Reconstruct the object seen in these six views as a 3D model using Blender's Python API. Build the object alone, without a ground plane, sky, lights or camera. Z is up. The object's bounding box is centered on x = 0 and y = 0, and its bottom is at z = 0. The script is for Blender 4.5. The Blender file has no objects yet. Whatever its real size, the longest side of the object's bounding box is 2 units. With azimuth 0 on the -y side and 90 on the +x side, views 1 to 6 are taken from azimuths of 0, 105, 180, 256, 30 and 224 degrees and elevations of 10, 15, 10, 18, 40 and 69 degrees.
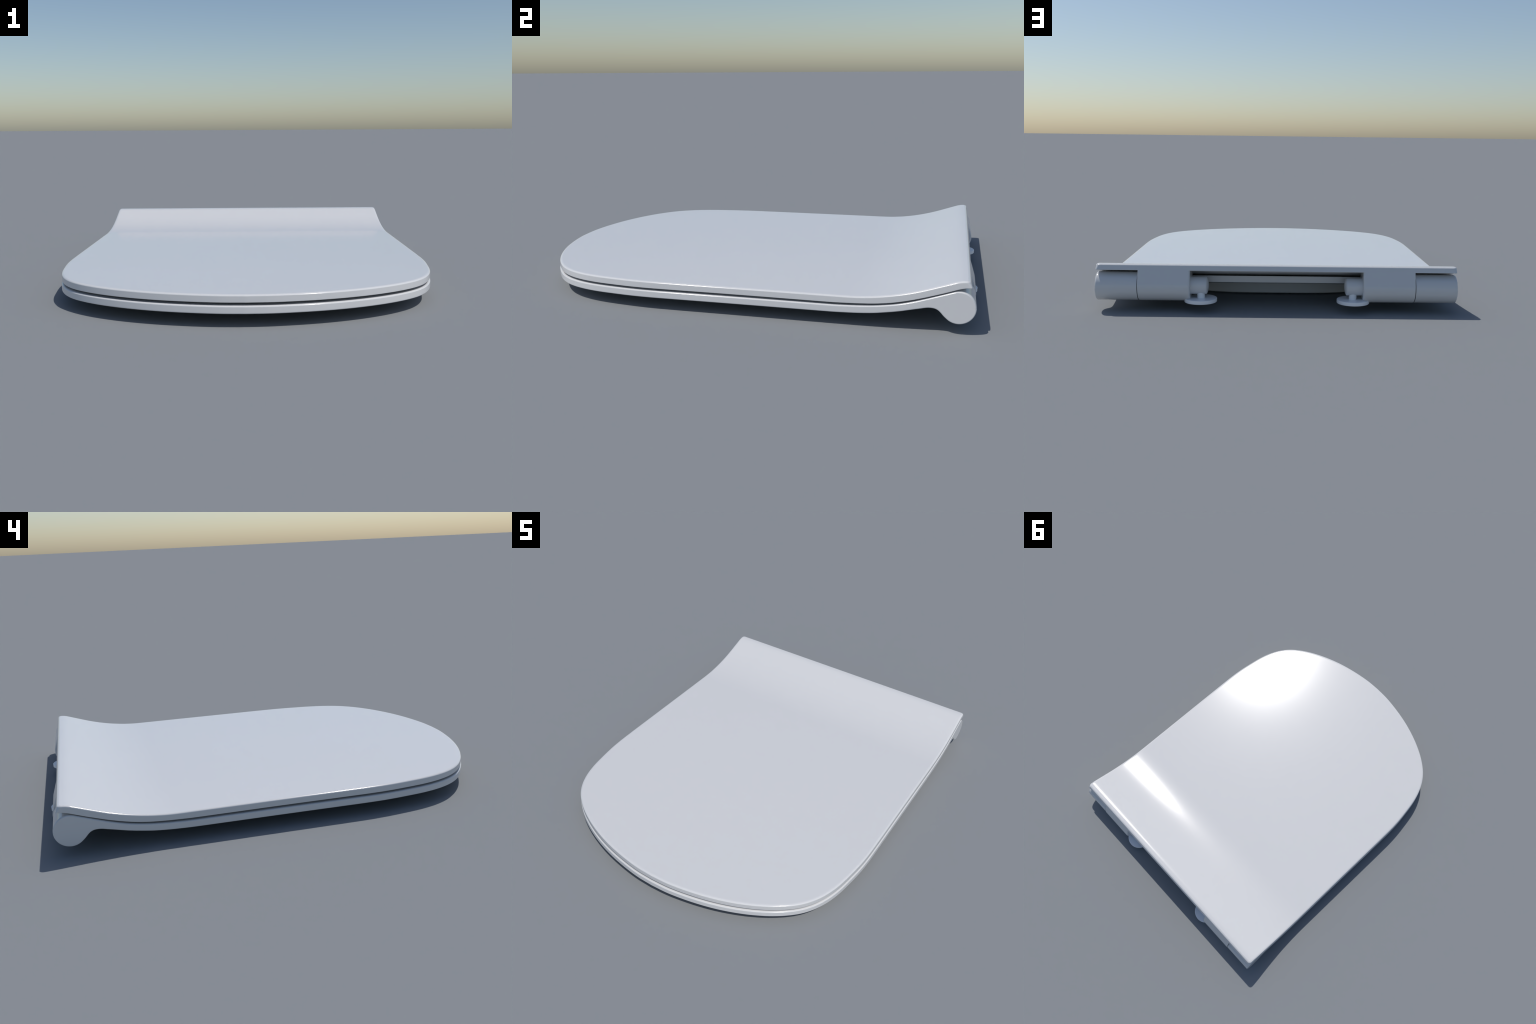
"""A slim toilet seat with its lid closed: lid with two hinge housings, ring seat with
hinge barrels, hinge pins and round fixing feet.  All parts are built from profiles."""
import bpy, bmesh, math
import numpy as np
from mathutils import Vector

# ------------------------------------------------------------------ helpers
def spline(points):
    """Natural-looking interpolating curve y(x) (monotone x), cubic Hermite with limited slopes."""
    xs = np.array([p[0] for p in points], float)
    ys = np.array([p[1] for p in points], float)
    h = np.diff(xs)
    d = np.diff(ys) / h
    m = np.zeros_like(xs)
    m[0], m[-1] = d[0], d[-1]
    for i in range(1, len(xs) - 1):
        if d[i - 1] * d[i] <= 0:
            m[i] = 0
        else:
            w1, w2 = 2 * h[i] + h[i - 1], h[i] + 2 * h[i - 1]
            m[i] = (w1 + w2) / (w1 / d[i - 1] + w2 / d[i])

    def f(x):
        x = min(max(x, xs[0]), xs[-1])
        i = min(int(np.searchsorted(xs, x, side="right")) - 1, len(h) - 1)
        t = (x - xs[i]) / h[i]
        return ((1 + 2 * t) * (1 - t) ** 2 * ys[i] + t * (1 - t) ** 2 * h[i] * m[i]
                + t * t * (3 - 2 * t) * ys[i + 1] + t * t * (t - 1) * h[i] * m[i + 1])
    return f


def catmull(points, per=12):
    """Centripetal Catmull-Rom through 2D points."""
    P = [np.array(p, float) for p in points]
    P = [2 * P[0] - P[1]] + P + [2 * P[-1] - P[-2]]
    out = []
    for i in range(1, len(P) - 2):
        p0, p1, p2, p3 = P[i - 1:i + 3]
        t0 = 0.0
        t1 = t0 + np.linalg.norm(p1 - p0) ** 0.5
        t2 = t1 + np.linalg.norm(p2 - p1) ** 0.5
        t3 = t2 + np.linalg.norm(p3 - p2) ** 0.5
        for k in range(per):
            t = t1 + (t2 - t1) * k / per
            a1 = (t1 - t) / (t1 - t0) * p0 + (t - t0) / (t1 - t0) * p1
            a2 = (t2 - t) / (t2 - t1) * p1 + (t - t1) / (t2 - t1) * p2
            a3 = (t3 - t) / (t3 - t2) * p2 + (t - t2) / (t3 - t2) * p3
            b1 = (t2 - t) / (t2 - t0) * a1 + (t - t0) / (t2 - t0) * a2
            b2 = (t3 - t) / (t3 - t1) * a2 + (t - t1) / (t3 - t1) * a3
            out.append((t2 - t) / (t2 - t1) * b1 + (t - t1) / (t2 - t1) * b2)
    out.append(np.array(points[-1], float))
    return np.array(out)


def plan_normals(pts):
    """Outward normals of a right-hand half outline that runs from the front tip to the rear."""
    t = np.gradient(pts, axis=0)
    t /= np.linalg.norm(t, axis=1)[:, None]
    return np.c_[t[:, 1], -t[:, 0]]


def smooth01(a, b, v):
    t = min(max((v - a) / (b - a), 0), 1)
    return t * t * (3 - 2 * t)


def new_object(name, bm, material, parent, angle=35):
    bmesh.ops.recalc_face_normals(bm, faces=bm.faces)
    me = bpy.data.meshes.new(name)
    bm.to_mesh(me)
    bm.free()
    me.materials.append(material)
    ob = bpy.data.objects.new(name, me)
    bpy.context.scene.collection.objects.link(ob)
    ob.parent = parent
    for p in me.polygons:
        p.use_smooth = True
    me.set_sharp_from_angle(angle=math.radians(angle))
    return ob


def weigh_normals(ob):
    w = ob.modifiers.new("weighted", "WEIGHTED_NORMAL")
    w.keep_sharp = True
    w.weight = 100


def apply_modifiers(ob):
    dg = bpy.context.evaluated_depsgraph_get()
    me = bpy.data.meshes.new_from_object(ob.evaluated_get(dg), depsgraph=dg)
    old = ob.data
    ob.modifiers.clear()
    ob.data = me
    me.name = old.name
    bpy.data.meshes.remove(old)


def boolean(ob, other, operation):
    m = ob.modifiers.new("cut", "BOOLEAN")
    m.operation = operation
    m.solver = "EXACT"
    m.object = other
    apply_modifiers(ob)
    me = other.data
    bpy.data.objects.remove(other)
    bpy.data.meshes.remove(me)


def prism(bm, outline, lo, hi, axis):
    """Extrude a closed outline: axis 'x' takes (y, z) points, axis 'z' takes (x, y) points."""
    def v(p, h):
        return bm.verts.new((h, p[0], p[1]) if axis == "x" else (p[0], p[1], h))
    a = [v(p, lo) for p in outline]
    b = [v(p, hi) for p in outline]
    n = len(a)
    for i in range(n):
        bm.faces.new((a[i], a[(i + 1) % n], b[(i + 1) % n], b[i]))
    bm.faces.new(a[::-1])
    bm.faces.new(b)


def lathe(bm, profile, centre, axis, segments=64):
    """Revolve (radius, height) points about an axis ('x' or 'z') through centre."""
    rings = []
    for r, h in profile:
        if r < 1e-6:
            p = (h, 0, 0) if axis == "x" else (0, 0, h)
            rings.append([bm.verts.new(Vector(p) + Vector(centre))])
            continue
        ring = []
        for k in range(segments):
            a = 2 * math.pi * k / segments
            c, s = r * math.cos(a), r * math.sin(a)
            p = (h, c, s) if axis == "x" else (c, s, h)
            ring.append(bm.verts.new(Vector(p) + Vector(centre)))
        rings.append(ring)
    for a, b in zip(rings, rings[1:]):
        for k in range(segments):
            q = [a[k % len(a)], a[(k + 1) % len(a)], b[(k + 1) % len(b)], b[k % len(b)]]
            q = list(dict.fromkeys(q))
            bm.faces.new(q)


# ------------------------------------------------------------------ material
def white_plastic(name, base, rough, grain):
    m = bpy.data.materials.new(name)
    m.use_nodes = True
    nt = m.node_tree
    b = nt.nodes["Principled BSDF"]
    tc = nt.nodes.new("ShaderNodeTexCoord")
    nz = nt.nodes.new("ShaderNodeTexNoise")
    nz.inputs["Scale"].default_value = 9.0
    nz.inputs["Detail"].default_value = 3.0
    nt.links.new(tc.outputs["Object"], nz.inputs["Vector"])
    ramp = nt.nodes.new("ShaderNodeValToRGB")
    ramp.color_ramp.elements[0].position = 0.3
    ramp.color_ramp.elements[1].position = 0.7
    ramp.color_ramp.elements[0].color = tuple(c * (1 - grain) for c in base) + (1,)
    ramp.color_ramp.elements[1].color = tuple(base) + (1,)
    nt.links.new(nz.outputs["Fac"], ramp.inputs["Fac"])
    nt.links.new(ramp.outputs["Color"], b.inputs["Base Color"])
    b.inputs["Roughness"].default_value = rough
    b.inputs["IOR"].default_value = 1.5
    return m


WHITE = white_plastic("glossy_white_plastic", (0.69, 0.69, 0.69), 0.13, 0.004)
FITTING = white_plastic("pale_fitting_plastic", (0.92, 0.93, 0.95), 0.3, 0.004)

# ------------------------------------------------------------------ the shared shape
HALF = 0.7835           # half width of the straight sides
FRONT = [(0, -1.0), (0.10, -0.9948), (0.25, -0.9685), (0.37, -0.9335), (0.483, -0.8855),
         (0.577, -0.830), (0.651, -0.768), (0.696, -0.710), (0.729, -0.6425), (0.7525, -0.563),
         (0.7688, -0.462), (0.7783, -0.380), (0.7822, -0.310), (0.7833, -0.220), (HALF, 0.0)]
front_curve = catmull(FRONT, 10)
front_curve[0] = (0, -1.0)

AXIS_Y, AXIS_Z = 0.920, 0.1045        # hinge axis
BARREL = 0.0625                      # seat barrel radius
HOUSING = 0.0645                     # lid housing radius
HOUSING_Z = 0.106                    # the housing sits a hair above the barrels
LEAN = 0.322                        # rear face of the lid leans back as it goes down
REAR_N = np.array([1, LEAN]) / math.hypot(1, LEAN)


def rear_y(z):
    """y of the leaning rear face, tangent to the hinge housing."""
    return AXIS_Y + (HOUSING - REAR_N[1] * (z - HOUSING_Z)) / REAR_N[0]


def lid_top(y):
    """Flat lid, a concave sweep up to a constant slope, then a convex roll-over at the rear."""
    bend, y1, y2, y3, y4 = 1.05, 0.50, 0.82, 0.90, 0.946
    z = 0.1177 + 0.0010 * smooth01(-1.0, 0.3, y)
    slope = bend * (y2 - y1)
    z += 0.5 * bend * (min(max(y, y1), y2) - y1) ** 2 + slope * (min(max(y, y2), y3) - y2)
    t = min(max(y, y3), y4) - y3
    return z + slope * (t - 0.5 * t * t / (y4 - y3))


lid_bottom = spline([(-1.1, 0.0892), (-0.6, 0.0888), (0.10, 0.0904), (0.44, 0.0899), (0.52, 0.0917), (0.60, 0.0957),
                     (0.66, 0.1024), (0.70, 0.1095), (0.76, 0.1240), (0.83, 0.1450), (0.88, 0.1615), (0.905, 0.1705),
                     (0.923, 0.1768), (0.940, 0.1806), (1.0, 0.1824)])
seat_top = spline([(-1.1, 0.0784), (-0.6, 0.0788), (0.10, 0.0808), (0.44, 0.0808), (0.52, 0.0829), (0.60, 0.0878),
                   (0.66, 0.0952), (0.70, 0.1022), (0.76, 0.1174), (0.80, 0.1300), (0.83, 0.1400)])
seat_bottom = spline([(-1.1, 0.0492), (-0.6, 0.0496), (0.10, 0.0516), (0.44, 0.0518), (0.52, 0.0536), (0.60, 0.0585),
                      (0.66, 0.0665), (0.70, 0.0732), (0.76, 0.0865), (0.79, 0.0930)])

# ------------------------------------------------------------------ the thing
root = bpy.data.objects.new("toilet_seat", None)
bpy.context.scene.collection.objects.link(root)
root["label"] = "slim white glossy toilet seat with closed lid and hinges"
root["category"] = "toilet seat"


# ------------------------------------------------------------------ lid
def build_lid():
    rise = 0.0022            # the lid is a touch smaller than the seat
    wide, high, rb = 0.012, 0.0062, 0.0025
    levels = []              # (inset, which surface, offset, plan radius of the rear corner)
    for k in range(5):
        a = math.pi / 2 * k / 4
        levels.append((rb * (1 - math.sin(a)), "bottom", rb * (1 - math.cos(a)), 0.006))
    for k in range(11):
        a = math.pi / 2 * k / 10
        levels.append((wide * (1 - math.cos(a)), "top", -high * (1 - math.sin(a)), 0.017))
    levels.insert(0, (rb + 0.004, "bottom", 0, 0.007))
    levels.append((wide + 0.004, "top", 0, 0.018))

    def half_outline(inset, corner):
        """Right half of the plan outline: front curve, straight side, rounded corner, rear edge."""
        side = [(HALF, y) for y in np.linspace(0.0, 0.40, 9)[1:]]
        side += [(HALF, y) for y in np.linspace(0.40, 0.938, 60)[1:]]
        base = np.array(list(map(tuple, front_curve)) + side)
        nrm = plan_normals(base)
        nrm[0] = (0, -1)
        d = rise + inset
        pts = base - d * nrm
        pts[:, 1] += 0.002 * np.clip(-nrm[:, 1] * 4 - 3, 0, 1)
        hx, hy = HALF - 0.0014 - inset, 0.960 - min(inset, 0.008)
        w = np.clip((base[:, 1] - 0.2) / 0.6, 0, 1)      # sides come out to the full width at the rear
        pts[:, 0] += w * (hx - (HALF - d))
        arc = []
        c = max(corner - inset, 0.004)
        for k in range(9):
            a = math.pi / 2 * k / 8
            arc.append((hx - c + c * math.cos(a), hy - c + c * math.sin(a)))
        return np.array(list(map(tuple, pts)) + arc)

    bm = bmesh.new()

    def vert(x, y, kind, off):
        z = (lid_bottom if kind == "bottom" else lid_top)(y) + off
        w = smooth01(0.90, 0.957, y)
        return bm.verts.new((x, y + w * (rear_y(z) - 0.960), z))

    rings = []
    for d, kind, off, corner in levels:
        R, L = [], []
        for px, py in half_outline(d, corner):
            if len(R) == 0:
                R.append(vert(0, py, kind, off)); L.append(R[0])
            else:
                R.append(vert(px, py, kind, off)); L.append(vert(-px, py, kind, off))
        rings.append((R, L))
    n = len(rings[0][0])
    for (R0, L0), (R1, L1) in zip(rings, rings[1:]):
        for i in range(n - 1):
            bm.faces.new((R0[i], R0[i + 1], R1[i + 1], R1[i]))
            bm.faces.new((L0[i], L1[i], L1[i + 1], L0[i + 1]))
        bm.faces.new((R0[-1], L0[-1], L1[-1], R1[-1]))
    for R, L in (rings[0], rings[-1]):
        bm.faces.new((R[0], R[1], L[1]))
        for i in range(1, n - 1):
            bm.faces.new((R[i], R[i + 1], L[i + 1], L[i]))
    return new_object("lid", bm, WHITE, root, 30)


def housing_outline(shrink):
    """(y, z) outline of a hinge housing: a barrel running up tangentially into the lid."""
    r = HOUSING - shrink
    pts = []
    a0 = math.atan2(REAR_N[1], REAR_N[0])
    for k in range(41):                       # round the underside from the rear tangent to the front
        a = a0 - (a0 + math.pi) * k / 40
        pts.append((AXIS_Y + r * math.cos(a), HOUSING_Z + r * math.sin(a)))
    yf = AXIS_Y - r
    pts.append((yf, lid_bottom(yf) + 0.010))
    pts.append((0.945, 0.194))
    zt = 0.194
    pts.append((rear_y(zt) - shrink / REAR_N[0], zt))
    return pts


def add_housing(sign):
    x0, x1, r = 0.3752, 0.6008, 0.009
    bm = bmesh.new()
    loops = []
    stops = []
    for k in range(7):
        a = math.pi / 2 * k / 6
        stops.append((x0 + r * (1 - math.sin(a)), r * (1 - math.cos(a))))
    stops = stops[::-1]
    r2 = 0.004
    for k in range(5):
        a = math.pi / 2 * k / 4
        stops.append((x1 - r2 * (1 - math.sin(a)), r2 * (1 - math.cos(a))))
    stops = sorted(stops)
    for x, s in stops:
        loops.append([bm.verts.new((sign * x, y, z)) for y, z in housing_outline(s)])
    n = len(loops[0])
    for a, b in zip(loops, loops[1:]):
        for i in range(n):
            bm.faces.new((a[i], a[(i + 1) % n], b[(i + 1) % n], b[i]))
    bm.faces.new(loops[0][::-1])
    bm.faces.new(loops[-1])
    return new_object("hinge_housing", bm, WHITE, root, 30)


lid = build_lid()
for s in (1, -1):
    boolean(lid, add_housing(s), "UNION")
for p in lid.data.polygons:
    p.use_smooth = True
lid.data.set_sharp_from_angle(angle=math.radians(30))
weigh_normals(lid)
apply_modifiers(lid)


def part_off(ob, name, wanted):
    """Move the faces that pass the test to an object of their own, keeping every shading normal."""
    me = ob.data
    normals = [tuple(n.vector) for n in me.corner_normals]
    for new, keep in ((True, wanted), (False, lambda p: not wanted(p))):
        polys = [p for p in me.polygons if keep(p)]
        used = sorted({v for p in polys for v in p.vertices})
        index = {v: i for i, v in enumerate(used)}
        m = bpy.data.meshes.new(name if new else ob.name)
        m.from_pydata([me.vertices[v].co for v in used], [], [[index[v] for v in p.vertices] for p in polys])
        m.materials.append(WHITE)
        m.polygons.foreach_set("use_smooth", [True] * len(polys))
        m.normals_split_custom_set([normals[i] for p in polys for i in p.loop_indices])
        if new:
            part = bpy.data.objects.new(name, m)
            bpy.context.scene.collection.objects.link(part)
            part.parent = ob
        else:
            ob.data = m
    bpy.data.meshes.remove(me)


for s in (1, -1):
    part_off(lid, "hinge_housing", lambda p: 0.37 < s * p.center.x < 0.605 and p.center.y > 0.85
             and p.center.z < lid_bottom(p.center.y) - 0.0005)


# ------------------------------------------------------------------ seat
def barrel_profile():
    """Side profile of the rear of the seat: matched top and bottom points from y = 0.70 to the rear."""
    top = [(y, seat_top(y)) for y in np.linspace(0.70, 0.80, 13)]
    # straight run up to the tangent of the barrel top
    slope_a = math.radians(18.5)
    ta = math.pi / 2 + slope_a
    tp = (AXIS_Y + BARREL * math.cos(ta), AXIS_Z + BARREL * math.sin(ta))
    y0, z0 = top[-1]
    for k in range(1, 7):
        t = k / 7
        top.append((y0 + (tp[0] - y0) * t, z0 + (tp[1] - z0) * t))
    for k in range(31):
        a = ta * (1 - k / 30)
        top.append((AXIS_Y + BARREL * math.cos(a), AXIS_Z + BARREL * math.sin(a)))
    low = [(y, seat_bottom(y)) for y in np.linspace(0.70, 0.785, 11)]
    low += [tuple(p) for p in catmull([(0.785, seat_bottom(0.785)), (0.800, 0.0955), (0.815, 0.0970), (0.832, 0.0957),
                                       (0.845, 0.0902), (0.856, 0.0806), (0.8655, 0.0697), (0.8758, 0.0603)], 5)[1:]]
    a1 = math.atan2(0.0603 - AXIS_Z, 0.8758 - AXIS_Y)
    for k in range(1, 29):
        a = a1 + (0 - a1) * k / 28
        low.append((AXIS_Y + BARREL * math.cos(a), AXIS_Z + BARREL * math.sin(a)))

    def resample(c, first, n1, n2):
        """n1 points up to y = first and n2 points beyond, evenly spaced along the curve."""
        c = np.array(c)
        s = np.r_[0, np.cumsum(np.linalg.norm(np.diff(c, axis=0), axis=1))]
        i = int(np.argmax(c[:, 0] >= first))
        t = (first - c[i - 1, 0]) / (c[i, 0] - c[i - 1, 0])
        sm = s[i - 1] + t * (s[i] - s[i - 1])
        st = np.r_[np.linspace(0, sm, n1), np.linspace(sm, s[-1], n2 + 1)[1:]]
        return np.c_[np.interp(st, s, c[:, 0]), np.interp(st, s, c[:, 1])]
    return resample(top, REAR_EDGE, 14, 60), resample(low, REAR_EDGE, 14, 60)


REAR_EDGE = 0.796       # rear edge of the seat between the hinges
TONGUE = 0.826          # rear end of the tongue between the hinges
ARM = 0.6030             # inner end of the seat barrels


def build_seat():
    rt, rw, rb = 0.0052, 0.0085, 0.004
    prof_t, prof_b = barrel_profile()

    def prof_normal(c, sign):
        t = np.gradient(c, axis=0)
        t /= np.linalg.norm(t, axis=1)[:, None]
        return np.c_[-t[:, 1], t[:, 0]] * sign
    # front part: outline points up to y = 0.70
    side = [(HALF, y) for y in np.linspace(0.0, 0.40, 9)[1:]] + [(HALF, y) for y in np.linspace(0.40, 0.70, 25)[1:-1]]
    right = np.array(list(map(tuple, front_curve)) + side)
    nrm = plan_normals(right)
    nrm[0] = (0, -1)
    nf = len(right)

    def slope_n(f, y, sign):
        d = (f(y + 1e-3) - f(y - 1e-3)) / 2e-3
        return np.array([-d, 1]) / math.hypot(d, 1) * sign

    bm = bmesh.new()
    lv_b = [(rb * (1 - math.sin(math.pi / 2 * k / 6)), rb * (1 - math.cos(math.pi / 2 * k / 6))) for k in range(7)]
    lv_t = [(rw * (1 - math.cos(math.pi / 2 * k / 6)), rt * (1 - math.sin(math.pi / 2 * k / 6))) for k in range(7)]
    lv_b.insert(0, (rb + 0.004, 0))
    lv_t.append((rw + 0.004, 0))
    levels = [("b",) + l for l in lv_b] + [("t",) + l for l in lv_t]

    nb, nt_ = prof_normal(prof_b, -1), prof_normal(prof_t, 1)
    nb[-1] = nt_[-1] = (1, 0)
    n_rear = len(prof_t)
    columns = {}     # (level, side) -> list of verts from front to rear
    for li, (kind, d, s) in enumerate(levels):
        f, sg = (seat_bottom, -1) if kind == "b" else (seat_top, 1)
        for sd in (1, -1):
            col = []
            for i in range(nf):
                if i == 0 and sd == -1:
                    col.append(columns[(li, 1)][0]); continue
                x, y = right[i] - d * nrm[i]
                n2 = slope_n(f, y, sg)
                col.append(bm.verts.new((sd * (0 if i == 0 else x), y - s * n2[0], f(y) - s * n2[1])))
            P, N = (prof_b, nb) if kind == "b" else (prof_t, nt_)
            for i in range(n_rear):
                y, z = P[i] - s * N[i]
                if i == n_rear - 1 and kind == "t":      # top and bottom meet at the very rear
                    mate = [j for j, l in enumerate(levels) if l[0] == "b" and abs(l[2] - s) < 1e-4 and abs(l[1] - d) < 1e-4]
                    if mate:
                        col.append(columns[(mate[0], sd)][-1]); continue
                col.append(bm.verts.new((sd * (HALF - d), y, z)))
            columns[(li, sd)] = col
    # inner columns on the top and bottom faces at the ends of the barrels
    inner = {}
    split = nf + 13       # index of the rear edge station
    for li in (0, len(levels) - 1):
        for sd in (1, -1):
            col = {}
            for i in range(nf, nf + n_rear):
                o = columns[(li, sd)][i].co
                if i == nf + n_rear - 1 and li and False:
                    pass
                col[i] = bm.verts.new((sd * ARM, o.y, o.z))
            inner[(li, sd)] = col
    T = len(levels) - 1
    total = nf + n_rear

    def face(*vs):
        vs = list(dict.fromkeys(vs))
        if len(vs) > 2:
            bm.faces.new(vs)
    for sd in (1, -1):
        for li in range(T):
            a, b = columns[(li, sd)], columns[(li + 1, sd)]
            for i in range(total - 1):
                face(a[i], a[i + 1], b[i + 1], b[i])
        for li in (0, T):
            c, q = columns[(li, sd)], inner[(li, sd)]
            for i in range(nf, total - 1):
                face(c[i], c[i + 1], q[i + 1], q[i])
        # inner ends of the barrels
        for i in range(split, total - 1):
            face(inner[(0, sd)][i], inner[(0, sd)][i + 1], inner[(T, sd)][i + 1], inner[(T, sd)][i])
    for li in (0, T):
        R, L = columns[(li, 1)], columns[(li, -1)]
        face(R[0], R[1], L[1])
        for i in range(1, nf - 1):
            face(R[i], R[i + 1], L[i + 1], L[i])
        qr, ql = inner[(li, 1)], inner[(li, -1)]
        face(R[nf - 1], R[nf], qr[nf], ql[nf], L[nf], L[nf - 1])
        for i in range(nf, split):
            face(qr[i], qr[i + 1], ql[i + 1], ql[i])
    # tongue that closes the gap between the hinge housings
    ends = [inner[(0, 1)][split], inner[(T, 1)][split], inner[(T, -1)][split], inner[(0, -1)][split]]
    for y, zb, zt in ((TONGUE - 0.002, 0.1035, 0.1342), (TONGUE, 0.1055, 0.1322)):
        nxt = [bm.verts.new((sd * (ARM - 0.003), y, z)) for sd, z in ((1, zb), (1, zt), (-1, zt), (-1, zb))]
        for k in range(4):
            face(ends[k], ends[(k + 1) % 4], nxt[(k + 1) % 4], nxt[k])
        ends = nxt
    face(*ends)
    bmesh.ops.remove_doubles(bm, verts=bm.verts, dist=2e-5)
    bmesh.ops.holes_fill(bm, edges=[e for e in bm.edges if e.is_boundary])
    open_edges = [e for e in bm.edges if not e.is_manifold]
    if open_edges:
        print("open seat edges", len(open_edges), [tuple(round(c, 3) for c in e.verts[0].co) for e in open_edges[:6]])
    return new_object("seat", bm, WHITE, root, 30)


def opening(inset, segments=96):
    """Plan outline of the seat opening, grown by -inset."""
    pts = []
    cy, hx = -0.08, 0.52 - inset
    for k in range(segments):
        a = 2 * math.pi * k / segments
        c, s = math.cos(a), math.sin(a)
        if s > 0:      # rear: flat wide arc
            hy, p = 0.680 - inset, 3.5
        else:
            hy, p = 0.66 - inset, 2.3
        pts.append((hx * math.copysign(abs(c) ** (2 / p), c), cy + hy * math.copysign(abs(s) ** (2 / p), s)))
    return pts


seat = build_seat()
bm = bmesh.new()
prism(bm, opening(0.06), -0.05, 0.3, "z")
cutter = new_object("cutter", bm, WHITE, root)
boolean(seat, cutter, "DIFFERENCE")
for p in seat.data.polygons:
    p.use_smooth = True
seat.data.set_sharp_from_angle(angle=math.radians(30))
weigh_normals(seat)
apply_modifiers(seat)

# lip that hangs into the bowl round the opening of the seat
bm = bmesh.new()
outer, inn = opening(0.0), opening(0.055)
n = len(outer)
loops = []
for pts, h in ((outer, None), (outer, 0.004), (opening(0.004), 0.0), (opening(0.051), 0.0), (inn, 0.004), (inn, None)):
    loops.append([bm.verts.new((x, y, (seat_bottom(y) + 0.008 if h is None else max(0, seat_bottom(y) - 0.0525) + h))) for x, y in pts])
for a, b in zip(loops, loops[1:] + loops[:1]):
    for i in range(n):
        bm.faces.new((a[i], a[(i + 1) % n], b[(i + 1) % n], b[i]))
new_object("seat_lip", bm, WHITE, seat)

# ------------------------------------------------------------------ hinge pins and fixing feet
PIN_X, FOOT_Y, FOOT_X = 0.307, 0.9285, 0.334
bm = bmesh.new()
r = 0.0385
lathe(bm, [(0, 0.095), (r, 0.095), (r, 0.002), (r - 0.0006, 0.0), (r * 0.92, -0.0025), (r * 0.75, -0.0055), (r * 0.5, -0.0080), (r * 0.25, -0.0093), (0, -0.0098)],
      (0, 0, 0), "x")
pin = new_object("hinge_pin", bm, WHITE, root)
pin.location = (PIN_X, AXIS_Y, 0.1092)
pin2 = pin.copy()
pin2.location.x *= -1
pin2.rotation_euler = (0, 0, math.pi)
bpy.context.scene.collection.objects.link(pin2)

bm = bmesh.new()
lathe(bm, [(0, 0.0), (0.070, 0.0), (0.0715, 0.0015), (0.0715, 0.0145), (0.0700, 0.016), (0, 0.016)], (0, 0, 0), "z")
foot = new_object("fixing_foot", bm, FITTING, root)
foot.location = (FOOT_X, FOOT_Y, 0.0395)
bm = bmesh.new()
lathe(bm, [(0, 0.0), (0.0170, 0.0), (0.0170, 0.040), (0, 0.040)], (0, 0, 0), "z", 40)
stem = new_object("foot_stem", bm, FITTING, foot)
stem.location = (-0.0015, 0, 0.0145)
foot2 = foot.copy()
foot.location.x -= 0.0015
foot2.location.x = -FOOT_X - 0.0025
bpy.context.scene.collection.objects.link(foot2)
stem2 = stem.copy()
stem2.parent = foot2
stem2.location.x *= -1
bpy.context.scene.collection.objects.link(stem2)
